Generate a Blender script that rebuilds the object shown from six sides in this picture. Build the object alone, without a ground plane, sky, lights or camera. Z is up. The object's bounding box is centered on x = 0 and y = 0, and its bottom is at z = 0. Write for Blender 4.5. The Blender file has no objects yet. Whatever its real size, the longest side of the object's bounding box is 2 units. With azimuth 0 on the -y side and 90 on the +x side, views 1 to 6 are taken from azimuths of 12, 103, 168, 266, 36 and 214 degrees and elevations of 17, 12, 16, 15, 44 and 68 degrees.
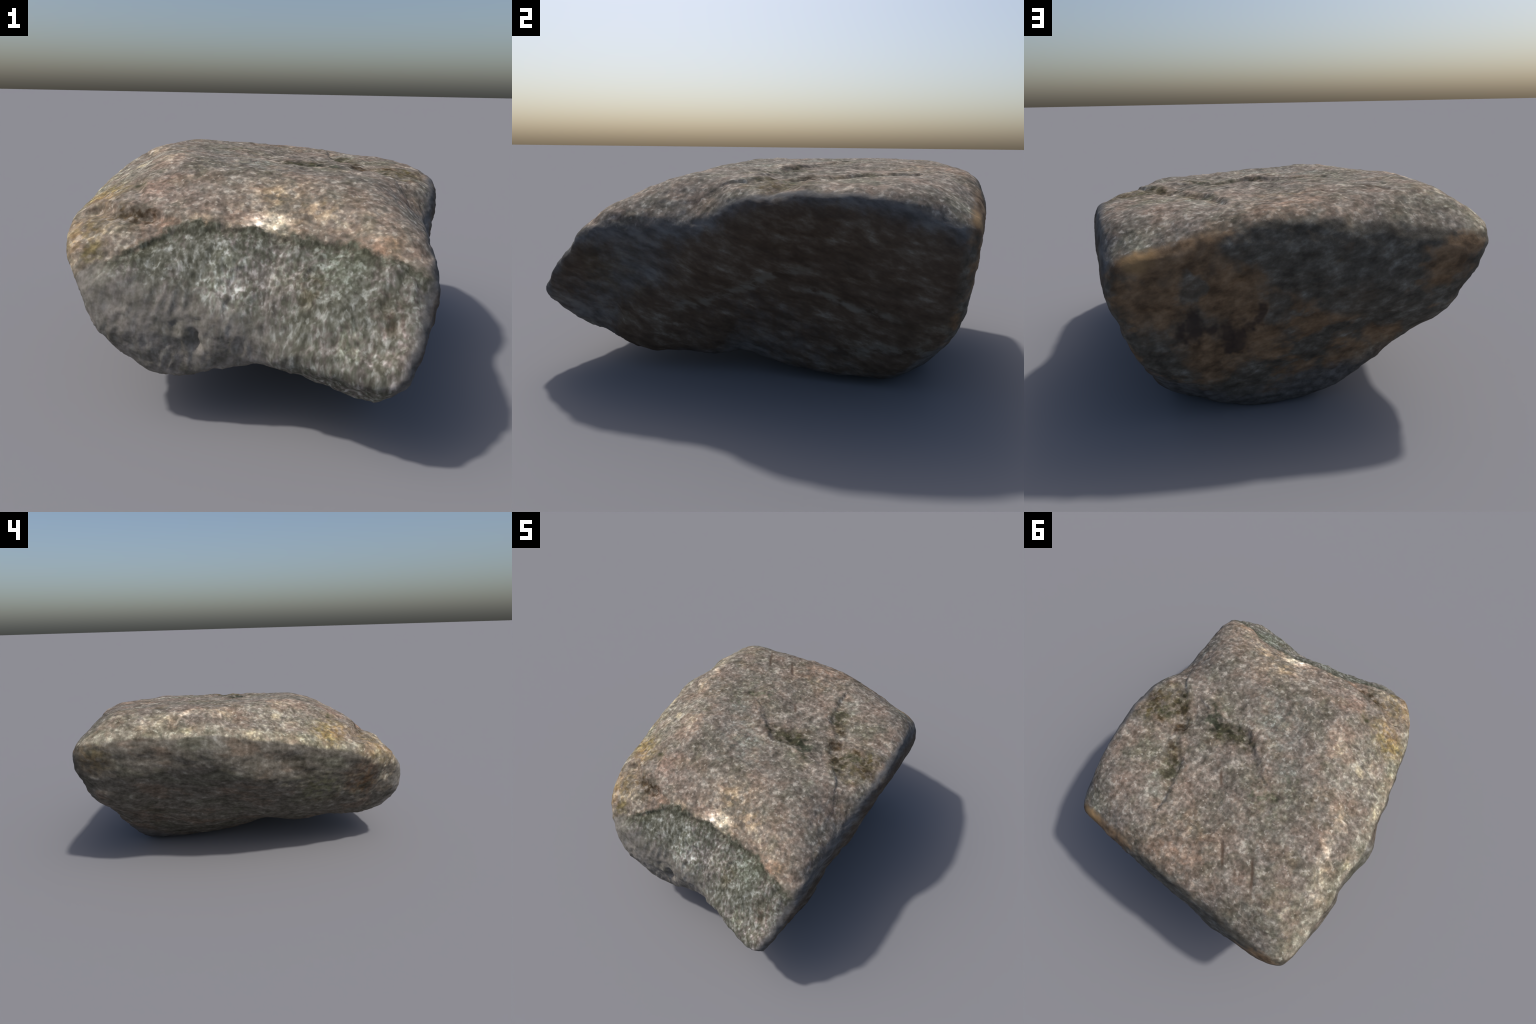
"""A weathered, blocky granite boulder, split flat on top, propped on one keel.

The stone is described the way a mason would: a set of chisel facets (direction
and distance from the heart of the stone) whose meeting edges are worn round,
then shallow hollows and swells, then ledges, cracks and pits along short lines,
then fractal relief.  All colour comes from one procedural granite material:
grain everywhere, soil and rust colour on the right side, back and keel,
lichen and pale mineral spots where they grow.
"""
import bpy
import numpy as np

HEART = np.array([0.0, -0.02, 0.47])
WEAR = 40.0            # larger = crisper edges between facets

# facets: azimuth (0 = -y, 90 = +x), elevation of the facet normal, distance from the heart
# hollows and swells: centre, depth, spread
FACETS = [
    (110.6, 87.0, 0.4550), (261.0, 74.3, 0.8246), (95.5, 70.6, 0.6432), (353.7, 67.6, 0.5598),
    (296.4, 62.1, 0.6090), (147.1, 58.2, 0.8005), (69.7, 57.6, 0.7066), (185.8, 53.6, 0.8742),
    (264.4, 53.1, 0.7755), (13.6, 48.9, 0.7227), (341.3, 46.2, 0.7247), (221.1, 46.1, 1.2736),
    (308.7, 45.4, 0.8899), (358.9, 32.7, 0.8097), (24.7, 26.6, 1.2420), (104.9, 18.0, 0.9621),
    (81.3, 18.0, 0.8980), (175.7, 10.8, 1.0068), (74.8, 6.6, 1.1616), (345.3, 0.6, 0.9156),
    (276.0, -0.0, 0.7608), (171.4, -8.5, 0.9324), (93.8, -12.8, 0.9064), (182.8, -14.4, 0.9739),
    (92.7, -18.5, 0.7204), (263.3, -18.7, 0.7201), (323.6, -24.9, 1.0770), (181.2, -26.0, 0.8777),
    (237.7, -27.8, 1.0841), (298.2, -28.1, 0.6760), (60.5, -32.5, 1.0395), (359.7, -41.6, 0.9022),
    (241.8, -41.7, 0.6865), (138.6, -41.9, 1.0107), (146.8, -46.2, 0.8606), (268.4, -47.6, 0.4570),
    (194.7, -67.5, 0.7204), (91.0, -68.1, 0.7724), (315.2, -81.4, 0.4216), (74.6, -83.6, 0.5014),
]
HOLLOWS = [
    ((0.290, -0.638, 0.316), 0.181, 0.321), ((0.752, -0.234, 0.768), 0.049, 0.115), ((0.534, -0.067, 0.104), 0.031, 0.088),
    ((-0.212, -0.063, 0.147), 0.039, 0.140), ((-0.237, 0.248, 0.124), 0.015, 0.098), ((0.456, 0.209, 0.716), 0.035, 0.206),
    ((-0.600, 0.149, 0.803), 0.041, 0.088), ((-0.137, 0.022, 0.855), 0.015, 0.136), ((-0.709, -0.167, 0.667), 0.037, 0.070),
    ((0.603, 0.193, 0.171), 0.025, 0.194), ((-0.448, -0.777, 0.524), 0.033, 0.070), ((-0.278, 0.504, 0.143), 0.004, 0.105),
    ((0.282, -0.014, 0.788), 0.035, 0.146), ((-0.530, -0.747, 0.407), 0.009, 0.109), ((-0.728, 0.458, 0.813), 0.014, 0.080),
    ((-0.261, 0.546, 0.139), 0.008, 0.106), ((-0.658, 0.460, 0.516), 0.030, 0.113), ((0.467, 0.072, 0.838), 0.029, 0.071),
    ((-0.219, -0.764, 0.571), 0.034, 0.116), ((0.729, -0.454, 0.552), 0.026, 0.104), ((0.706, -0.004, 0.419), 0.016, 0.113),
    ((-0.423, -0.414, 0.266), 0.012, 0.110),
]
SWELLS = [
    ((0.632, -0.811, 0.784), 0.065, 0.165), ((-0.520, -0.987, 0.388), 0.089, 0.215), ((0.708, -0.528, 0.124), 0.064, 0.163),
    ((-0.626, 0.867, 0.430), 0.046, 0.109), ((-0.662, -0.758, 0.497), 0.015, 0.159), ((-0.866, 0.194, 0.711), 0.044, 0.109),
    ((-0.881, -0.079, 0.656), 0.023, 0.112), ((-0.787, 0.663, 0.590), 0.025, 0.090), ((-0.659, 0.161, 0.970), 0.040, 0.079),
    ((-0.492, -0.657, 0.293), 0.005, 0.118), ((-0.268, 0.453, 0.132), 0.006, 0.118), ((-0.843, -0.222, 0.746), 0.023, 0.094),
    ((-0.850, -0.182, 0.703), 0.015, 0.105), ((0.799, -0.181, 0.534), 0.016, 0.098), ((-0.279, 1.025, 0.561), 0.022, 0.097),
    ((0.359, -0.985, 0.581), 0.057, 0.141), ((0.392, 0.077, 0.984), 0.046, 0.138), ((-0.425, 0.306, 0.218), 0.010, 0.110),
    ((-0.500, -0.180, 0.286), 0.018, 0.116), ((0.739, 0.574, 0.427), 0.004, 0.111), ((0.724, -0.436, 0.344), 0.023, 0.111),
    ((-0.526, -0.637, 0.366), 0.007, 0.108), ((-0.420, 0.345, 0.215), 0.010, 0.110),
]


# later wear: scours and proud lumps left on the faces
SCOURS = [
    ((0.33, 0.20, 0.898), 0.013, 0.09), ((0.48, -0.14, 0.885), 0.014, 0.06), ((0.11, 0.32, 0.908), 0.012, 0.07),
    ((0.05, 0.42, 0.914), 0.010, 0.09), ((0.15, 0.56, 0.905), 0.009, 0.10), ((-0.24, 0.25, 0.929), 0.009, 0.06),
    ((0.05, -0.22, 0.908), 0.011, 0.06), ((-0.11, -0.17, 0.922), 0.010, 0.05), ((-0.65, 0.13, 0.87), 0.014, 0.05),
    ((-0.20, 0.934, 0.82), 0.010, 0.05), ((-0.25, 0.925, 0.43), 0.012, 0.07), ((0.32, 0.885, 0.484), 0.010, 0.05),
    ((0.255, 0.908, 0.578), 0.008, 0.08), ((-0.68, 0.20, 0.48), 0.012, 0.10), ((-0.714, -0.314, 0.54), 0.016, 0.10),
    ((0.56, -0.925, 0.43), 0.013, 0.05), ((0.60, -0.95, 0.26), 0.004, 0.05),
    ((-0.20, -0.10, 0.15), 0.012, 0.07), ((-0.25, -0.49, 0.18), 0.014, 0.07), ((-0.77, 0.0, 0.69), 0.010, 0.06),
    ((-0.07, -0.827, 0.562), 0.010, 0.05),
]
LUMPS = [
    ((-0.47, -0.40, 0.30), 0.012, 0.07), ((-0.50, -0.12, 0.31), 0.012, 0.07), ((-0.437, -0.738, 0.327), 0.005, 0.07), ((-0.594, 0.705, 0.42), 0.014, 0.07),
    ((0.03, -0.867, 0.431), 0.018, 0.05), ((-0.244, -0.90, 0.346), 0.007, 0.07), ((0.64, -0.75, 0.30), 0.005, 0.06),
    ((0.64, -0.19, 0.20), 0.010, 0.06), ((0.752, -0.05, 0.51), 0.010, 0.08), ((0.723, 0.507, 0.438), 0.008, 0.06),
    ((0.65, 0.67, 0.83), 0.010, 0.06), ((-0.564, 0.987, 0.68), 0.012, 0.05), ((-0.76, 0.555, 0.815), 0.014, 0.05),
    ((-0.05, -0.595, 0.797), 0.009, 0.06), ((0.30, -0.68, 0.70), 0.012, 0.06), ((0.13, -0.683, 0.708), 0.010, 0.05),
    ((0.72, 0.20, 0.853), 0.008, 0.05), ((0.70, -0.105, 0.82), 0.012, 0.06), ((-0.37, -0.725, 0.70), 0.012, 0.05), ((-0.65, 0.08, 0.85), 0.010, 0.05),
]


def facet_normals():
    t = np.array(FACETS)
    az, el = np.radians(t[:, 0]), np.radians(t[:, 1])
    return np.stack([np.sin(az) * np.cos(el), -np.cos(az) * np.cos(el), np.sin(el)], 1), t[:, 2]


N, D = facet_normals()


def stone(p):
    """Implicit surface of the stone: negative inside, about metric near the skin."""
    h = WEAR * ((p - HEART) @ N.T - D)
    m = h.max(1)
    f = (m + np.log(np.exp(h - m[:, None]).sum(1))) / WEAR
    for sign, table in ((1, HOLLOWS + SCOURS), (-1, SWELLS + LUMPS)):
        for c, depth, spread in table:
            q = p - np.array(c)
            f += sign * depth * np.exp(-0.5 * (q * q).sum(1) / spread ** 2)
    return f


def skin(dirs):
    """Walk out from the heart along each direction to where the stone ends."""
    lo, hi = np.full(len(dirs), 0.05), np.full(len(dirs), 1.6)
    t = np.linspace(0.25, 1.5, 26)
    found = np.zeros(len(dirs), bool)
    for a, b in zip(t[:-1], t[1:]):
        out = (stone(HEART + dirs * b) > 0) & ~found
        lo[out], hi[out] = a, b
        found |= out
    for _ in range(10):
        mid = 0.5 * (lo + hi)
        inside = stone(HEART + dirs * mid[:, None]) < 0
        lo, hi = np.where(inside, mid, lo), np.where(inside, hi, mid)
    return 0.5 * (lo + hi)


# ---------------------------------------------------------------- relief
def noise_lattice(ix, iy, iz, seed):
    h = (ix * 73856093) ^ (iy * 19349663) ^ (iz * 83492791) ^ (seed * 2654435)
    h = (h ^ (h >> 13)) * 1274126177
    h = (h ^ (h >> 16)) & 0xFFFF
    return h / 32767.5 - 1.0


def value_noise(p, seed):
    i = np.floor(p).astype(np.int64)
    f = p - i
    f = f * f * f * (f * (f * 6 - 15) + 10)
    r = 0
    for dx in (0, 1):
        wx = f[:, 0] if dx else 1 - f[:, 0]
        for dy in (0, 1):
            wy = f[:, 1] if dy else 1 - f[:, 1]
            for dz in (0, 1):
                wz = f[:, 2] if dz else 1 - f[:, 2]
                r = r + wx * wy * wz * noise_lattice(i[:, 0] + dx, i[:, 1] + dy, i[:, 2] + dz, seed)
    return r


def fbm(p, freq, octaves, seed, gain=0.5, ridged=False):
    out, amp, tot = 0, 1.0, 0.0
    for o in range(octaves):
        n = value_noise(p * freq * 2.03 ** o + 17.3 * o, seed + o)
        out = out + amp * ((1 - 2 * np.abs(n)) if ridged else n)
        tot += amp
        amp *= gain
    return out / tot


def step(x, a, b):
    t = np.clip((x - a) / (b - a), 0, 1)
    return t * t * (3 - 2 * t)


# broken lines: points along it, depth, reach on the low side, reach on the high side,
# direction in which the low side lies
LEDGES = [
    # long scarp across the right of the top
    ([(0.29, 0.57, 0.895), (0.31, 0.44, 0.893), (0.35, 0.345, 0.888), (0.43, 0.25, 0.882), (0.447, 0.125, 0.888),
      (0.505, 0.04, 0.883), (0.584, -0.044, 0.875)], 0.024, 0.085, 0.026, (0.9, 0.4, 0.0)),
    # the bite between the scarp and the right-hand rim
    ([(0.59, 0.19, 0.871), (0.69, 0.17, 0.857), (0.76, 0.1, 0.81)], 0.012, 0.06, 0.02, (0.1, -1.0, 0.0)),
    # short scarp in the middle of the top
    ([(-0.066, 0.164, 0.911), (0.03, 0.086, 0.900), (0.1, -0.003, 0.898), (0.2, 0.015, 0.893), (0.29, 0.035, 0.894),
      (0.367, -0.01, 0.89)], 0.022, 0.075, 0.026, (0.4, 0.9, 0.0)),
    # undercut below the front lip
    ([(-0.47, -0.81, 0.627), (-0.32, -0.795, 0.649), (-0.225, -0.748, 0.690), (-0.174, -0.715, 0.719),
      (-0.06, -0.71, 0.718), (0.0, -0.675, 0.74), (0.112, -0.667, 0.725), (0.2, -0.658, 0.718), (0.3, -0.66, 0.706),
      (0.42, -0.683, 0.694), (0.55, -0.73, 0.688), (0.635, -0.718, 0.708)], 0.013, 0.045, 0.010, (0.0, -0.5, -1.0)),
    # notch beside the lichen
    ([(-0.556, -0.58, 0.754), (-0.442, -0.628, 0.765), (-0.36, -0.655, 0.757), (-0.28, -0.67, 0.754)],
     0.034, 0.045, 0.018, (0.0, -1.0, 0.0)),
    ([(-0.314, -0.633, 0.777), (-0.38, -0.53, 0.82), (-0.438, -0.433, 0.843)], 0.010, 0.03, 0.014, (-1.0, 0.0, 0.0)),
    # hairline cracks on the top
    ([(-0.328, 0.606, 0.930), (-0.371, 0.671, 0.930), (-0.401, 0.735, 0.925)], 0.006, 0.012, 0.008, (1.0, 0.0, 0.0)),
    ([(-0.14, 0.61, 0.92), (-0.174, 0.66, 0.921), (-0.211, 0.708, 0.921)], 0.007, 0.014, 0.008, (1.0, 0.0, 0.0)),
    ([(0.10, 0.28, 0.907), (0.049, 0.347, 0.911)], 0.006, 0.012, 0.008, (1.0, 0.0, 0.0)),
    # drilled-looking hole in the broken front
    ([(-0.052, -0.879, 0.392), (-0.048, -0.88, 0.345)], 0.035, 0.013, 0.013, (1.0, 0.0, 0.0)),
]


def along(p, line):
    """Distance to a broken line and the offset vector from its nearest point."""
    best = np.full(len(p), 1e9)
    off = np.zeros_like(p)
    line = np.array(line)
    for a, b in zip(line[:-1], line[1:]):
        ab = b - a
        t = np.clip((p - a) @ ab / (ab @ ab), 0, 1)
        q = p - a - t[:, None] * ab
        d = (q * q).sum(1)
        near = d < best
        best[near], off[near] = d[near], q[near]
    return np.sqrt(best), off


def relief(p, n):
    """Outward displacement in metres at points p with normals n."""
    wob = np.stack([fbm(p, 9.0, 3, 40 + k) for k in range(3)], 1)
    out = np.zeros(len(p))
    for line, depth, low, high, side in LEDGES:
        d, off = along(p + wob * 0.022, line)
        s = off @ (np.array(side) / np.linalg.norm(side))
        reach = high + (low - high) * step(s, -0.006, 0.010)
        broken = 0.6 + 0.4 * step(fbm(p + depth, 13.0, 2, 70), -0.45, 0.25)
        if depth > 0.02:                 # raised, chipped lip on the high side
            out += 0.3 * depth * broken * np.exp(-((s + 0.035) / 0.022) ** 2) * np.exp(-(d / 0.05) ** 4)
        out -= depth * broken * (0.62 * np.exp(-(d / reach) ** 2) + 0.38 * np.exp(-(d / (1.9 * reach)) ** 2))
    front = step(-p[:, 1] - 0.45 * p[:, 2], 0.36, 0.46) * step(p[:, 0], -0.75, -0.5)
    top = step(n[:, 2], 0.45, 0.75)
    side = 1 - np.maximum(front, top)
    warp = p + wob * 0.03
    out += 0.0075 * fbm(warp, 7.0, 4, 3)
    out += 0.003 * fbm(warp, 24.0, 3, 9)
    out += front * 0.013 * fbm(warp * np.array([1.0, 1.0, 0.6]), 11.0, 4, 21, 0.55, ridged=True)
    out += top * 0.006 * fbm(warp * np.array([1.0, 0.55, 1.0]), 12.0, 4, 31, 0.55, ridged=True)
    tilt = p.copy()
    tilt[:, 2] += 0.32 * p[:, 1] * step(p[:, 0], 0.2, 0.5)
    out += side * 0.009 * fbm(tilt * np.array([1.0, 1.0, 3.2]), 7.0, 4, 51, 0.55)
    return out


def vertices(me):
    co = np.empty(len(me.vertices) * 3)
    me.vertices.foreach_get("co", co)
    return co.reshape(-1, 3)


def subdivided(me):
    import bmesh
    bm = bmesh.new()
    bm.from_mesh(me)
    bmesh.ops.subdivide_edges(bm, edges=bm.edges, cuts=1, use_grid_fill=True)
    bm.to_mesh(me)
    bm.free()


def build_mesh():
    bpy.ops.mesh.primitive_ico_sphere_add(subdivisions=7, radius=1.0)
    ob = bpy.context.object
    me = ob.data
    co = vertices(me)
    co /= np.linalg.norm(co, axis=1)[:, None]
    me.vertices.foreach_set("co", (HEART + co * skin(co)[:, None]).ravel())
    subdivided(me)                       # then settle the new points onto the skin
    p = vertices(me)
    for _ in range(2):
        d = p - HEART
        d /= np.linalg.norm(d, axis=1)[:, None]
        f0, f1 = stone(p), stone(p + d * 1e-3)
        p = p - d * np.clip(f0 / np.maximum((f1 - f0) / 1e-3, 0.15), -0.02, 0.02)[:, None]
    me.vertices.foreach_set("co", p.ravel())
    me.update()
    n = np.empty(len(p) * 3)
    me.vertex_normals.foreach_get("vector", n)
    n = n.reshape(-1, 3)
    p = p + n * relief(p, n)[:, None]
    p[:, 2] = np.maximum(p[:, 2], 0.0)
    me.vertices.foreach_set("co", p.ravel())
    me.shade_smooth()
    me.update()
    return ob


# ---------------------------------------------------------------- material
class Nodes:
    """Small helpers so that the material below reads as formulas."""

    def __init__(self, mat):
        mat.use_nodes = True
        self.t = mat.node_tree
        self.bsdf = self.t.nodes["Principled BSDF"]

    def new(self, kind, **props):
        n = self.t.nodes.new(kind)
        for k, v in props.items():
            setattr(n, k, v)
        return n

    def put(self, socket, value):
        if isinstance(value, bpy.types.NodeSocket):
            self.t.links.new(value, socket)
        elif isinstance(value, tuple) and socket.type == "RGBA":
            socket.default_value = (*value, 1.0)
        else:
            socket.default_value = value

    def math(self, op, a, b=0.0, clamp=False):
        n = self.new("ShaderNodeMath", operation=op, use_clamp=clamp)
        self.put(n.inputs[0], a)
        self.put(n.inputs[1], b)
        return n.outputs[0]

    def add(self, a, b): return self.math("ADD", a, b)
    def sub(self, a, b): return self.math("SUBTRACT", a, b)
    def mul(self, a, b): return self.math("MULTIPLY", a, b)
    def max(self, a, b): return self.math("MAXIMUM", a, b)
    def inv(self, a): return self.math("SUBTRACT", 1.0, a, True)

    def vec(self, op, a, b=(0, 0, 0), scale=None):
        n = self.new("ShaderNodeVectorMath", operation=op)
        self.put(n.inputs[0], a)
        self.put(n.inputs[1], b)
        if scale is not None:
            self.put(n.inputs["Scale"], scale)
        return n.outputs["Value"] if op in ("DOT_PRODUCT", "LENGTH", "DISTANCE") else n.outputs["Vector"]

    def split(self, v):
        n = self.new("ShaderNodeSeparateXYZ")
        self.put(n.inputs[0], v)
        return n.outputs[0], n.outputs[1], n.outputs[2]

    def stretch(self, p, scale, turn=(0, 0, 0)):
        """Turn first, then scale, so that the grain is drawn out along the turned axis."""
        n = self.new("ShaderNodeMapping")
        self.put(n.inputs["Vector"], p)
        n.inputs["Rotation"].default_value = turn
        return self.vec("MULTIPLY", n.outputs[0], scale)

    def noise(self, p, scale, detail=3.0, rough=0.55, distort=0.0, colour=False):
        n = self.new("ShaderNodeTexNoise")
        self.put(n.inputs["Vector"], p)
        for k, v in (("Scale", scale), ("Detail", detail), ("Roughness", rough), ("Distortion", distort)):
            n.inputs[k].default_value = v
        return n.outputs["Color" if colour else 0]

    def crystals(self, p, scale):
        """Three unrelated soft random fields, one blob per crystal."""
        c = self.new("ShaderNodeSeparateColor")
        self.put(c.inputs[0], self.noise(p, scale, 1.0, 0.5, colour=True))
        return [self.smooth(o, 0.28, 0.72) for o in c.outputs]

    def smooth(self, x, a, b):
        n = self.new("ShaderNodeMapRange", interpolation_type="SMOOTHSTEP")
        self.put(n.inputs["Value"], x)
        n.inputs["From Min"].default_value, n.inputs["From Max"].default_value = a, b
        return n.outputs["Result"]

    def ramp(self, x, *stops):
        n = self.new("ShaderNodeValToRGB")
        self.put(n.inputs[0], x)
        e = n.color_ramp.elements
        while len(e) < len(stops):
            e.new(0.5)
        for el, (pos, col) in zip(e, stops):
            el.position, el.color = pos, (*col, 1.0)
        return n.outputs[0]

    def mix(self, fac, a, b, blend="MIX"):
        n = self.new("ShaderNodeMix", data_type="RGBA", blend_type=blend)
        self.put(n.inputs[0], fac)
        self.put(n.inputs[6], a)
        self.put(n.inputs[7], b)
        return n.outputs[2]

    def patch(self, p, centre, radius, soft=0.4):
        """1 inside a ball round centre, fading out at its border."""
        return self.inv(self.smooth(self.vec("DISTANCE", p, centre), radius * (1 - soft), radius * (1 + soft)))

    def beyond(self, p, normal, where, soft, wobble=0.0):
        """1 on the far side of a plane, with a ragged border."""
        d = self.add(self.vec("DOT_PRODUCT", p, normal), wobble)
        return self.smooth(d, where - soft, where + soft)


def granite():
    mat = bpy.data.materials.new("granite")
    g = Nodes(mat)
    pos = g.new("ShaderNodeTexCoord").outputs["Object"]
    drift = g.vec("SUBTRACT", g.noise(pos, 9.0, 3.0, colour=True), (0.5, 0.5, 0.5))
    p = g.vec("ADD", pos, g.vec("SCALE", drift, scale=0.10))            # warped place, for patch borders
    ragged = g.mul(g.sub(g.noise(pos, 22.0, 4.0, 0.65), 0.5), 0.05)

    blotchy = g.smooth(g.noise(g.vec("ADD", pos, (1.3, 4.2, 2.2)), 30.0, 2.0, 0.5), 0.36, 0.62)

    def tinted(colour, where, table, soft):
        """Multiply the colour inside soft, ragged patches, so that the grain shows through."""
        for centre, radius, tint, amount in table:
            m = g.mul(g.patch(where, centre, radius, soft), g.mul(g.add(g.mul(blotchy, 0.75), 0.25), amount))
            colour = g.mix(m, colour, g.mix(1.0, colour, tint, "MULTIPLY"))
        return colour

    # --- weathered pinkish-grey skin of top and shoulders: crystals about 2 cm across
    grain = g.noise(pos, 26.0, 4.0, 0.62)
    fine = g.noise(pos, 110.0, 2.0, 0.6)
    broad = g.noise(pos, 4.2, 3.0, 0.6)
    mid = g.noise(g.vec("ADD", pos, (3.1, 1.7, 0.4)), 12.0, 3.0, 0.6)
    crystal, hue, spark = g.crystals(pos, 50.0)
    grains = g.add(g.mul(g.smooth(grain, 0.22, 0.78), 0.48), g.add(g.mul(crystal, 0.30), g.mul(fine, 0.22)))
    grains = g.add(grains, g.mul(g.sub(mid, 0.5), 0.60))
    warm = g.ramp(grains, (0.14, (0.080, 0.068, 0.054)), (0.34, (0.126, 0.109, 0.092)), (0.50, (0.170, 0.147, 0.125)),
                  (0.66, (0.226, 0.197, 0.168)), (0.88, (0.38, 0.34, 0.29)))
    cool = g.ramp(grains, (0.14, (0.068, 0.066, 0.052)), (0.34, (0.110, 0.106, 0.089)), (0.50, (0.152, 0.147, 0.128)),
                  (0.66, (0.210, 0.204, 0.180)), (0.88, (0.38, 0.372, 0.335)))
    greenish = g.add(g.mul(g.smooth(mid, 0.40, 0.64), 0.45), g.mul(g.smooth(hue, 0.4, 0.7), 0.35))
    top = g.mix(greenish, warm, cool)
    top = g.mix(g.mul(g.smooth(broad, 0.48, 0.66), 0.7), top, g.mix(1.0, top, (1.08, 1.01, 0.98), "MULTIPLY"))
    top = g.mix(g.mul(g.inv(g.smooth(broad, 0.36, 0.50)), 0.7), top, g.mix(1.0, top, (0.78, 0.80, 0.76), "MULTIPLY"))
    wash = g.noise(g.vec("ADD", pos, (5.0, 8.0, 3.0)), 7.5, 2.0, 0.5, colour=True)
    sep = g.new("ShaderNodeSeparateColor")
    g.put(sep.inputs[0], wash)
    top = g.mix(g.smooth(sep.outputs[0], 0.50, 0.64), top, g.mix(1.0, top, (1.12, 1.04, 1.00), "MULTIPLY"))
    top = g.mix(g.smooth(sep.outputs[1], 0.50, 0.64), top, g.mix(1.0, top, (0.82, 0.84, 0.79), "MULTIPLY"))
    top = g.mix(g.mul(g.smooth(sep.outputs[2], 0.54, 0.66), blotchy), top, g.mix(1.0, top, (1.25, 1.25, 1.22), "MULTIPLY"))
    specks = g.mul(g.smooth(spark, 0.72, 1.0), g.smooth(grain, 0.42, 0.62))
    top = g.mix(g.mul(specks, 0.6), top, (0.42, 0.405, 0.36))

    top = g.mix(1.0, top, (1.035, 0.990, 0.955), "MULTIPLY")
    # bluish, pale and pinkish cloudy places
    top = tinted(top, p, (
        ((-0.08, -0.08, 0.918), 0.10, (1.15, 1.25, 1.32), 0.9), ((-0.19, 0.10, 0.921), 0.07, (1.15, 1.25, 1.32), 0.9),
        ((0.33, 0.52, 0.89), 0.10, (1.15, 1.25, 1.22), 0.9), ((-0.52, -0.15, 0.86), 0.20, (1.25, 1.30, 1.22), 0.9),
        ((-0.40, -0.72, 0.69), 0.12, (1.35, 1.30, 1.22), 0.9), ((0.20, -0.57, 0.79), 0.22, (1.42, 1.32, 1.20), 0.9),
        ((0.55, -0.64, 0.73), 0.14, (1.38, 1.27, 1.18), 0.9), ((-0.25, -0.58, 0.80), 0.14, (1.20, 1.08, 1.05), 0.9),
        ((0.05, 0.78, 0.87), 0.22, (1.08, 0.94, 0.84), 0.9), ((0.03, -0.2, 0.9), 0.16, (0.85, 0.93, 0.92), 0.9),
        ((-0.25, 0.32, 0.93), 0.16, (0.82, 0.86, 0.78), 0.9), ((0.6, -0.3, 0.8), 0.2, (0.90, 0.93, 0.95), 0.8),
        ((0.5, 0.35, 0.88), 0.14, (1.08, 1.10, 1.02), 0.8), ((-0.55, 0.75, 0.85), 0.14, (0.9, 0.95, 0.86), 0.8),
    ), 0.7)

    # dark damp tinted into the sun-averted ledges and notch
    baked_shade = tinted(top, p, (
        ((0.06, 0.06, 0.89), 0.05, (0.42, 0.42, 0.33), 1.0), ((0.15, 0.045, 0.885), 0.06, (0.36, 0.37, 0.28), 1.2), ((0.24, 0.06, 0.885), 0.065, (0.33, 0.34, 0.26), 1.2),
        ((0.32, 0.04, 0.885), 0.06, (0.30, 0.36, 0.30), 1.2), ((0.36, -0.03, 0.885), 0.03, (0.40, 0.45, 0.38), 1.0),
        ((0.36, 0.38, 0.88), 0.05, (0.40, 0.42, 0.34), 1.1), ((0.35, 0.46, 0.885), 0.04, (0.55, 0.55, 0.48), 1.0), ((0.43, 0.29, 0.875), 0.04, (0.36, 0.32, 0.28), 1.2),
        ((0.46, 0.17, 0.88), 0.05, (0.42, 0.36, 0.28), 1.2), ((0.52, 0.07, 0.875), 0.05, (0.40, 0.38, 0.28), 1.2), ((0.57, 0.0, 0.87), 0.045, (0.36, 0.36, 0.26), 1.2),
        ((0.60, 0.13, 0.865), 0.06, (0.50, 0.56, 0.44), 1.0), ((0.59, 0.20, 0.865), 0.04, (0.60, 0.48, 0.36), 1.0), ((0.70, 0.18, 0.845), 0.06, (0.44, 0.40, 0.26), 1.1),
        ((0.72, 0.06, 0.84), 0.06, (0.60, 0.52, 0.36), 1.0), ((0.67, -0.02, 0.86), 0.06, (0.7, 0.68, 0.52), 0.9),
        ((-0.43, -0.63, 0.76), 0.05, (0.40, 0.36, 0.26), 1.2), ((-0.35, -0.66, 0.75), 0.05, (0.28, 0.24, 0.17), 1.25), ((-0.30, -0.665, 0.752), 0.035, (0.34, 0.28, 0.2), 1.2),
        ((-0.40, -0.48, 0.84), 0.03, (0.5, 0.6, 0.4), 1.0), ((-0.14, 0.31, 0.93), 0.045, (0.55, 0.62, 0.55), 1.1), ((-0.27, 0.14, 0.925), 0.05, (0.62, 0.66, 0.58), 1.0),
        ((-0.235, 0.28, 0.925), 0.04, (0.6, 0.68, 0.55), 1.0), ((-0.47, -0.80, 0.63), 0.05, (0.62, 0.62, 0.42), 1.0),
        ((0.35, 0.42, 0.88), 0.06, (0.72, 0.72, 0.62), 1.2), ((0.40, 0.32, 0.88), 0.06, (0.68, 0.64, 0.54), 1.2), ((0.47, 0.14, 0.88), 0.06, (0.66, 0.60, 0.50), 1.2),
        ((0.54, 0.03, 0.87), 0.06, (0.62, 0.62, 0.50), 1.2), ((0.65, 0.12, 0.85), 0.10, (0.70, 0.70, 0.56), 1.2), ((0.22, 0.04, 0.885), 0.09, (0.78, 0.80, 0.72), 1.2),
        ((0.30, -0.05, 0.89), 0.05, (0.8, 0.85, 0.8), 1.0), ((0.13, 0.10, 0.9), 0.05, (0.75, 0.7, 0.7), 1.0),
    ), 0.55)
    top = baked_shade

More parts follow.
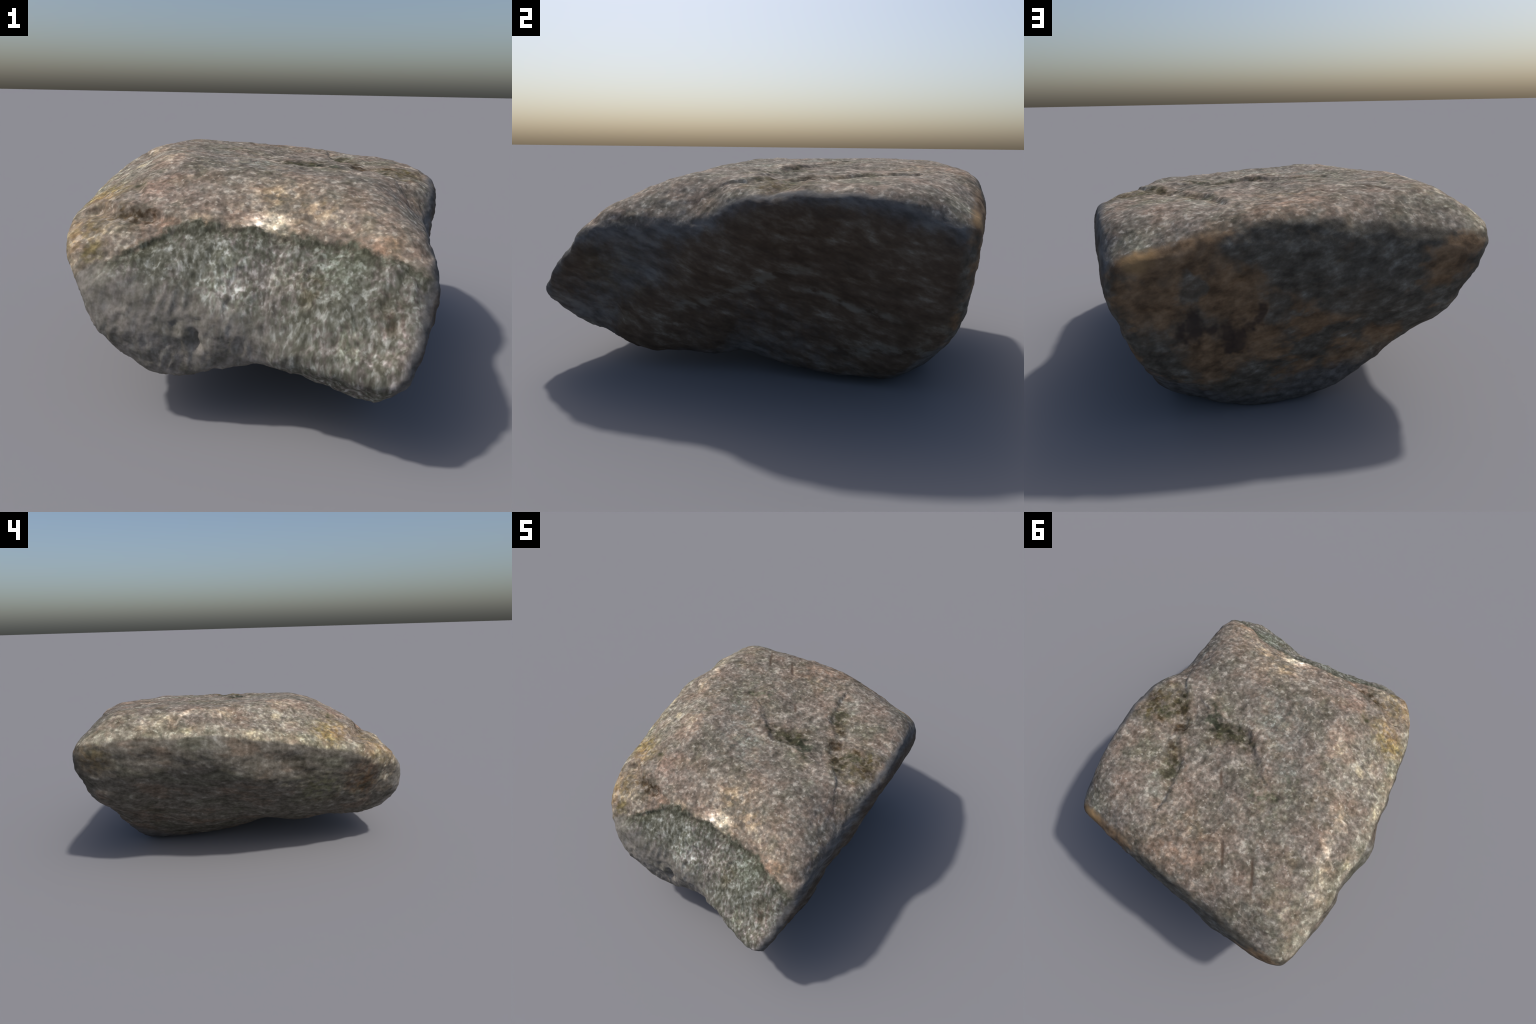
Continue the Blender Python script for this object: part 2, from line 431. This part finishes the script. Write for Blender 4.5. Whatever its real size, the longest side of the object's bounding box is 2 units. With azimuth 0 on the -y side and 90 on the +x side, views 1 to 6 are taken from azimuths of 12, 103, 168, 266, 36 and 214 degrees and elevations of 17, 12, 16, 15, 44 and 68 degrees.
    # rusty hairline cracks
    for a, b in (((-0.328, 0.606, 0.930), (-0.401, 0.735, 0.925)), ((-0.14, 0.61, 0.92), (-0.211, 0.708, 0.921)), ((0.10, 0.28, 0.907), (0.049, 0.347, 0.911))):
        c = tuple((i + j) / 2 for i, j in zip(a, b))
        u = np.array(b) - np.array(a)
        L = float(np.linalg.norm(u))
        u /= L
        q = g.vec("SUBTRACT", g.vec("ADD", pos, g.vec("SCALE", drift, scale=0.03)), c)
        t = g.vec("DOT_PRODUCT", q, tuple(float(v) for v in u))
        line = g.math("ABSOLUTE", g.vec("DOT_PRODUCT", q, (float(u[1]), float(-u[0]), 0.0)))
        m = g.mul(g.inv(g.smooth(line, 0.002, 0.013)), g.inv(g.smooth(g.math("ABSOLUTE", t), L * 0.35, L * 0.75)))
        m = g.mul(m, g.inv(g.smooth(g.math("ABSOLUTE", g.vec("DOT_PRODUCT", q, (0, 0, 1.0))), 0.06, 0.1)))
        top = g.mix(g.mul(m, 0.8), top, (0.070, 0.045, 0.030))

    # pale quartz near the front lip and on the left shoulder
    top = tinted(top, p, (
        ((0.18, -0.625, 0.745), 0.055, (2.5, 2.5, 2.5), 1.5), ((0.12, -0.64, 0.745), 0.045, (1.9, 1.95, 2.0), 1.3), ((-0.08, -0.68, 0.745), 0.038, (2.5, 2.35, 2.05), 1.4),
        ((0.35, -0.555, 0.808), 0.055, (1.5, 1.42, 1.25), 1.1), ((0.16, -0.50, 0.83), 0.05, (1.5, 1.42, 1.28), 1.1), ((0.04, -0.67, 0.74), 0.03, (1.9, 1.9, 1.8), 1.0),
        ((0.43, -0.61, 0.76), 0.03, (1.5, 1.65, 1.6), 1.0), ((0.60, -0.70, 0.71), 0.045, (1.7, 1.5, 1.35), 1.0), ((-0.57, 0.16, 0.93), 0.05, (1.7, 1.6, 1.5), 1.0),
        ((-0.75, 0.0, 0.80), 0.05, (2.2, 2.15, 1.9), 1.1), ((-0.55, -0.13, 0.875), 0.028, (2.2, 2.1, 1.85), 1.0), ((-0.39, -0.16, 0.918), 0.024, (2.0, 2.0, 1.8), 1.0),
        ((-0.62, 0.20, 0.92), 0.05, (1.6, 1.55, 1.45), 1.0), ((-0.74, 0.36, 0.835), 0.035, (1.8, 1.72, 1.5), 1.0), ((0.588, 0.792, 0.786), 0.05, (1.6, 1.65, 1.65), 1.0),
    ), 0.6)
    across = g.vec("DOT_PRODUCT", p, (-0.93, -0.33, 0.0))
    length = g.vec("DOT_PRODUCT", p, (0, 1.0, 0))
    vein = g.mul(g.smooth(across, 0.40, 0.44), g.inv(g.smooth(across, 0.46, 0.51)))
    vein = g.mul(g.mul(vein, g.smooth(length, 0.2, 0.3)), g.mul(g.inv(g.smooth(length, 0.56, 0.68)), g.beyond(p, (0, 0, 1.0), 0.80, 0.05)))
    top = g.mix(g.mul(vein, g.add(0.35, g.mul(blotchy, 0.65))), top, g.mix(1.0, top, (1.8, 1.75, 1.62), "MULTIPLY"))
    # paler, scoured grey-green shoulder above the left flank
    shoulder = g.smooth(g.vec("DOT_PRODUCT", p, (-0.75, 0.03, -0.66)), -0.065, 0.01)
    top = g.mix(g.mul(shoulder, 0.9), top, g.mix(1.0, top, (1.22, 1.28, 1.20), "MULTIPLY"))
    # ochre lichen film on the left front corner
    top = tinted(top, p, (
        ((-0.578, -0.43, 0.787), 0.10, (1.05, 0.97, 0.68), 1.1), ((-0.52, -0.48, 0.80), 0.07, (1.05, 0.97, 0.78), 1.0), ((-0.645, -0.40, 0.75), 0.09, (1.05, 0.97, 0.78), 1.0),
        ((-0.55, -0.70, 0.68), 0.12, (1.1, 0.98, 0.70), 1.0), ((-0.2, -0.70, 0.73), 0.05, (1.08, 0.88, 0.78), 1.0),
    ), 0.7)

    # --- freshly broken front: grey-green, coarse, drawn out downwards
    pf = g.stretch(pos, (1.0, 1.0, 0.42))
    chunk = g.noise(pf, 36.0, 3.0, 0.6)
    cloud = g.noise(pf, 7.0, 3.0, 0.6)
    crystal_f, hue_f, spark_f = g.crystals(pf, 60.0)
    chunks = g.add(g.add(g.mul(g.smooth(chunk, 0.22, 0.78), 0.48), g.mul(crystal_f, 0.48)), g.mul(g.sub(cloud, 0.5), 0.40))
    green = g.ramp(chunks, (0.14, (0.062, 0.062, 0.045)), (0.36, (0.097, 0.097, 0.074)), (0.54, (0.134, 0.134, 0.108)), (0.72, (0.195, 0.199, 0.170)), (0.90, (0.36, 0.37, 0.33)))
    greige = g.ramp(chunks, (0.14, (0.064, 0.057, 0.046)), (0.36, (0.102, 0.092, 0.077)), (0.54, (0.144, 0.129, 0.112)), (0.72, (0.208, 0.188, 0.167)), (0.90, (0.37, 0.345, 0.32)))
    front = g.mix(g.smooth(g.add(cloud, g.mul(hue_f, 0.25)), 0.56, 0.80), green, greige)
    front = g.mix(g.mul(g.mul(g.smooth(spark_f, 0.65, 1.0), g.smooth(chunk, 0.40, 0.65)), 0.5), front, (0.37, 0.38, 0.345))
    front = tinted(front, pf, (
        ((0.045, -0.81, 0.240), 0.07, (1.9, 1.95, 1.95), 1.1), ((0.64, -0.93, 0.19), 0.07, (1.6, 1.5, 1.5), 1.0), ((0.25, -0.77, 0.25), 0.05, (1.4, 1.4, 1.3), 0.9),
        ((0.5, -0.92, 0.185), 0.04, (1.7, 1.75, 1.55), 0.9), ((0.45, -0.74, 0.265), 0.08, (1.25, 1.35, 1.3), 0.9), ((-0.39, -0.86, 0.24), 0.04, (1.5, 1.5, 1.4), 0.9),
        ((0.62, -0.86, 0.225), 0.05, (0.6, 0.52, 0.45), 0.9), ((0.35, -0.80, 0.235), 0.05, (0.65, 0.58, 0.45), 0.9),
    ), 0.6)
    # olive film right under the lip
    x_, y_, z_ = g.split(p)
    lip = g.add(0.338, g.add(g.mul(g.math("MAXIMUM", g.sub(-0.13, x_), 0.0), 0.72), g.mul(g.math("MAXIMUM", g.sub(x_, 0.32), 0.0), 0.28)))
    below = g.sub(g.sub(g.mul(y_, -1.0), g.mul(z_, 0.45)), lip)          # grows downwards from the lip
    under = g.mul(g.inv(g.smooth(g.add(below, g.mul(ragged, 2.2)), 0.015, 0.085)), g.beyond(p, (1.0, 0.0, 0.0), -0.55, 0.15))
    front = g.mix(g.mul(under, 0.9), front, g.mix(1.0, front, (0.50, 0.50, 0.42), "MULTIPLY"))
    # smoother grey-brown lower left of the break
    low = g.mul(g.inv(g.beyond(p, (0.25, 0.0, 1.0), 0.50, 0.06)), g.inv(g.beyond(p, (1.0, 0.0, 0.0), 0.25, 0.15)))
    front = g.mix(g.mul(low, 0.75), front, g.ramp(g.add(g.mul(g.noise(pos, 9.0, 4.0, 0.65), 0.65), g.mul(grains, 0.35)), (0.34, (0.085, 0.078, 0.064)), (0.48, (0.155, 0.141, 0.123)), (0.62, (0.245, 0.222, 0.200))))

    # --- left flank below the shoulder: dark grey-brown, streaked lengthwise
    pl = g.stretch(pos, (1.0, 0.5, 1.0), (-0.2, 0, 0))
    lay = g.add(g.mul(g.noise(pl, 30.0, 4.0, 0.65), 0.7), g.mul(grains, 0.3))
    laycloud = g.noise(g.vec("ADD", pl, (0.4, 0.9, 0.2)), 7.0, 3.0, 0.6)
    flank = g.ramp(lay, (0.32, (0.043, 0.038, 0.029)), (0.46, (0.086, 0.077, 0.062)), (0.57, (0.125, 0.113, 0.094)), (0.70, (0.215, 0.203, 0.175)))
    flank = g.mix(g.mul(g.smooth(laycloud, 0.52, 0.66), 0.7), flank, g.mix(1.0, flank, (1.18, 0.98, 0.88), "MULTIPLY"))
    flank = g.mix(g.mul(g.inv(g.smooth(laycloud, 0.34, 0.48)), 0.7), flank, g.mix(1.0, flank, (0.80, 0.86, 0.76), "MULTIPLY"))
    flank = tinted(flank, p, (
        ((-0.62, -0.38, 0.47), 0.12, (1.15, 1.22, 0.95), 1.0), ((-0.60, -0.66, 0.44), 0.09, (1.10, 0.82, 0.62), 1.1), ((-0.62, -0.62, 0.52), 0.09, (1.15, 0.98, 0.85), 1.0),
        ((-0.73, -0.02, 0.60), 0.05, (1.45, 1.25, 1.12), 1.0), ((-0.78, 0.24, 0.76), 0.06, (1.25, 1.32, 1.38), 1.0), ((-0.74, 0.86, 0.72), 0.09, (1.3, 1.12, 0.85), 1.0),
        ((-0.45, 0.62, 0.30), 0.12, (1.0, 0.84, 0.78), 1.0), ((-0.70, -0.25, 0.62), 0.07, (0.6, 0.58, 0.52), 1.0), ((-0.66, -0.32, 0.52), 0.04, (0.55, 0.55, 0.45), 1.0),
    ), 0.7)

    # --- soil-coloured right side and keel, rust and charcoal back
    ps = g.stretch(pos, (1.0, 0.38, 1.0), (0.38, 0, 0))
    streak = g.noise(ps, 26.0, 4.0, 0.62)
    mottle = g.noise(g.vec("ADD", ps, (2.2, 0.3, 1.1)), 6.0, 3.0, 0.6)
    umber = g.ramp(g.add(streak, g.mul(g.sub(mottle, 0.5), 0.5)), (0.34, (0.054, 0.038, 0.026)), (0.52, (0.080, 0.058, 0.041)), (0.64, (0.114, 0.093, 0.071)), (0.78, (0.20, 0.184, 0.156)))
    # paler scars running along the flaw lines of the side
    _, sy, sz = g.split(p)
    for slope, height, from_y, to_y in ((0.42, 0.56, -0.32, 0.22), (-0.30, 0.62, 0.18, 0.55), (0.10, 0.24, 0.30, 0.75)):
        off = g.math("ABSOLUTE", g.sub(g.sub(sz, height - 0.10), g.mul(sy, slope)))
        m = g.mul(g.inv(g.smooth(off, 0.004, 0.030)), g.mul(g.smooth(sy, from_y - 0.06, from_y + 0.06), g.inv(g.smooth(sy, to_y - 0.06, to_y + 0.06))))
        umber = g.mix(g.mul(m, g.mul(g.smooth(streak, 0.36, 0.58), 0.9)), umber, (0.142, 0.130, 0.108))
    umber = tinted(umber, p, (
        ((0.45, 0.62, 0.14), 0.08, (2.0, 2.1, 2.0), 1.0), ((0.58, 0.72, 0.30), 0.12, (1.4, 1.5, 1.5), 0.9), ((0.66, -0.60, 0.50), 0.14, (1.2, 1.35, 1.25), 0.9),
        ((0.55, -0.60, 0.28), 0.10, (1.2, 1.3, 1.15), 0.9), ((0.62, -0.10, 0.2), 0.12, (0.85, 0.85, 0.85), 0.9), ((0.5, -0.45, 0.16), 0.05, (1.6, 0.95, 0.75), 1.0),
        ((0.80, 0.20, 0.68), 0.16, (0.85, 0.80, 0.76), 0.8),
    ), 0.6)
    pb = g.stretch(pos, (0.6, 1.0, 1.0), (0, -0.35, 0))
    blot = g.noise(g.vec("ADD", pb, (0.6, 0.2, 0.9)), 5.0, 4.0, 0.62)
    char = g.ramp(g.noise(pb, 24.0, 4.0, 0.62), (0.34, (0.046, 0.040, 0.031)), (0.52, (0.086, 0.077, 0.062)), (0.64, (0.136, 0.127, 0.107)), (0.78, (0.24, 0.235, 0.21)))
    rust = g.ramp(g.noise(pb, 20.0, 4.0, 0.6), (0.34, (0.080, 0.051, 0.029)), (0.52, (0.165, 0.107, 0.061)), (0.72, (0.265, 0.180, 0.110)))
    far = g.vec("ADD", pos, g.vec("SCALE", drift, scale=0.26))
    rusty = g.smooth(blot, 0.50, 0.60)
    for centre, radius in (((0.45, 0.83, 0.70), 0.16), ((0.30, 0.90, 0.62), 0.14), ((0.22, 0.90, 0.46), 0.15), ((0.55, 0.85, 0.55), 0.12), ((0.35, 0.87, 0.34), 0.13), ((0.60, 0.81, 0.72), 0.12), ((-0.53, 0.985, 0.66), 0.09), ((-0.33, 0.90, 0.36), 0.09), ((-0.18, 0.85, 0.26), 0.10), ((0.05, 0.93, 0.58), 0.06)):
        rusty = g.max(rusty, g.patch(far, centre, radius, 0.45))
    for centre, radius in (((0.02, 0.93, 0.66), 0.10), ((0.13, 0.92, 0.52), 0.07), ((0.44, 0.88, 0.62), 0.06), ((-0.2, 0.95, 0.60), 0.15), ((0.2, 0.9, 0.76), 0.09)):
        rusty = g.mul(rusty, g.inv(g.mul(g.patch(far, centre, radius, 0.35), 0.85)))
    back = g.mix(rusty, char, rust)
    for centre, radius in (((0.33, 0.87, 0.44), 0.055), ((0.44, 0.86, 0.46), 0.05), ((0.28, 0.87, 0.40), 0.05), ((0.22, 0.89, 0.47), 0.04)):
        back = g.mix(g.mul(g.patch(far, centre, radius, 0.45), 0.8), back, (0.030, 0.021, 0.018))
    back = g.mix(g.mul(g.patch(p, (0.62, 0.815, 0.745), 0.06, 0.5), 0.7), back, (0.30, 0.19, 0.085))

    # --- where each sits
    on_front = g.mul(g.smooth(g.add(below, g.mul(ragged, 1.5)), -0.016, 0.016), g.beyond(pos, (1.0, -0.6, 0.0), -0.02, 0.03, ragged))
    on_flank = g.beyond(pos, (-0.75, 0.03, -0.66), 0.055, 0.010, g.mul(ragged, 0.5))
    on_right = g.beyond(pos, (0.95, 0.03, -0.30), 0.495, 0.022, ragged)
    on_back = g.beyond(pos, (0.10, 0.98, -0.12), 0.775, 0.022, ragged)
    on_keel = g.beyond(pos, (0.35, 0.45, -0.82), 0.10, 0.05, ragged)
    rim = g.inv(g.beyond(pos, (0.95, 0.03, -0.30), 0.535, 0.02, ragged))
    umber = g.mix(g.mul(rim, 0.8), umber, g.ramp(streak, (0.35, (0.062, 0.063, 0.063)), (0.62, (0.135, 0.136, 0.138))))

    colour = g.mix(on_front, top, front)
    colour = g.mix(on_flank, colour, flank)
    colour = g.mix(on_keel, colour, umber)
    colour = g.mix(on_right, colour, umber)
    colour = g.mix(on_back, colour, back)

    g.put(g.bsdf.inputs["Base Color"], colour)
    g.put(g.bsdf.inputs["Roughness"], g.add(0.78, g.mul(fine, 0.2)))
    g.bsdf.inputs["Specular IOR Level"].default_value = 0.25
    bump = g.new("ShaderNodeBump")
    bump.inputs["Strength"].default_value = 0.25
    bump.inputs["Distance"].default_value = 0.006
    g.put(bump.inputs["Height"], g.add(grain, g.mul(fine, 0.4)))
    g.put(g.bsdf.inputs["Normal"], bump.outputs[0])
    return mat


boulder = build_mesh()
boulder.name = "boulder"
boulder.data.name = "boulder"
boulder["label"] = "blocky weathered granite boulder with flat top and soil-coloured sides"
boulder["category"] = "rock"
boulder.data.materials.append(granite())
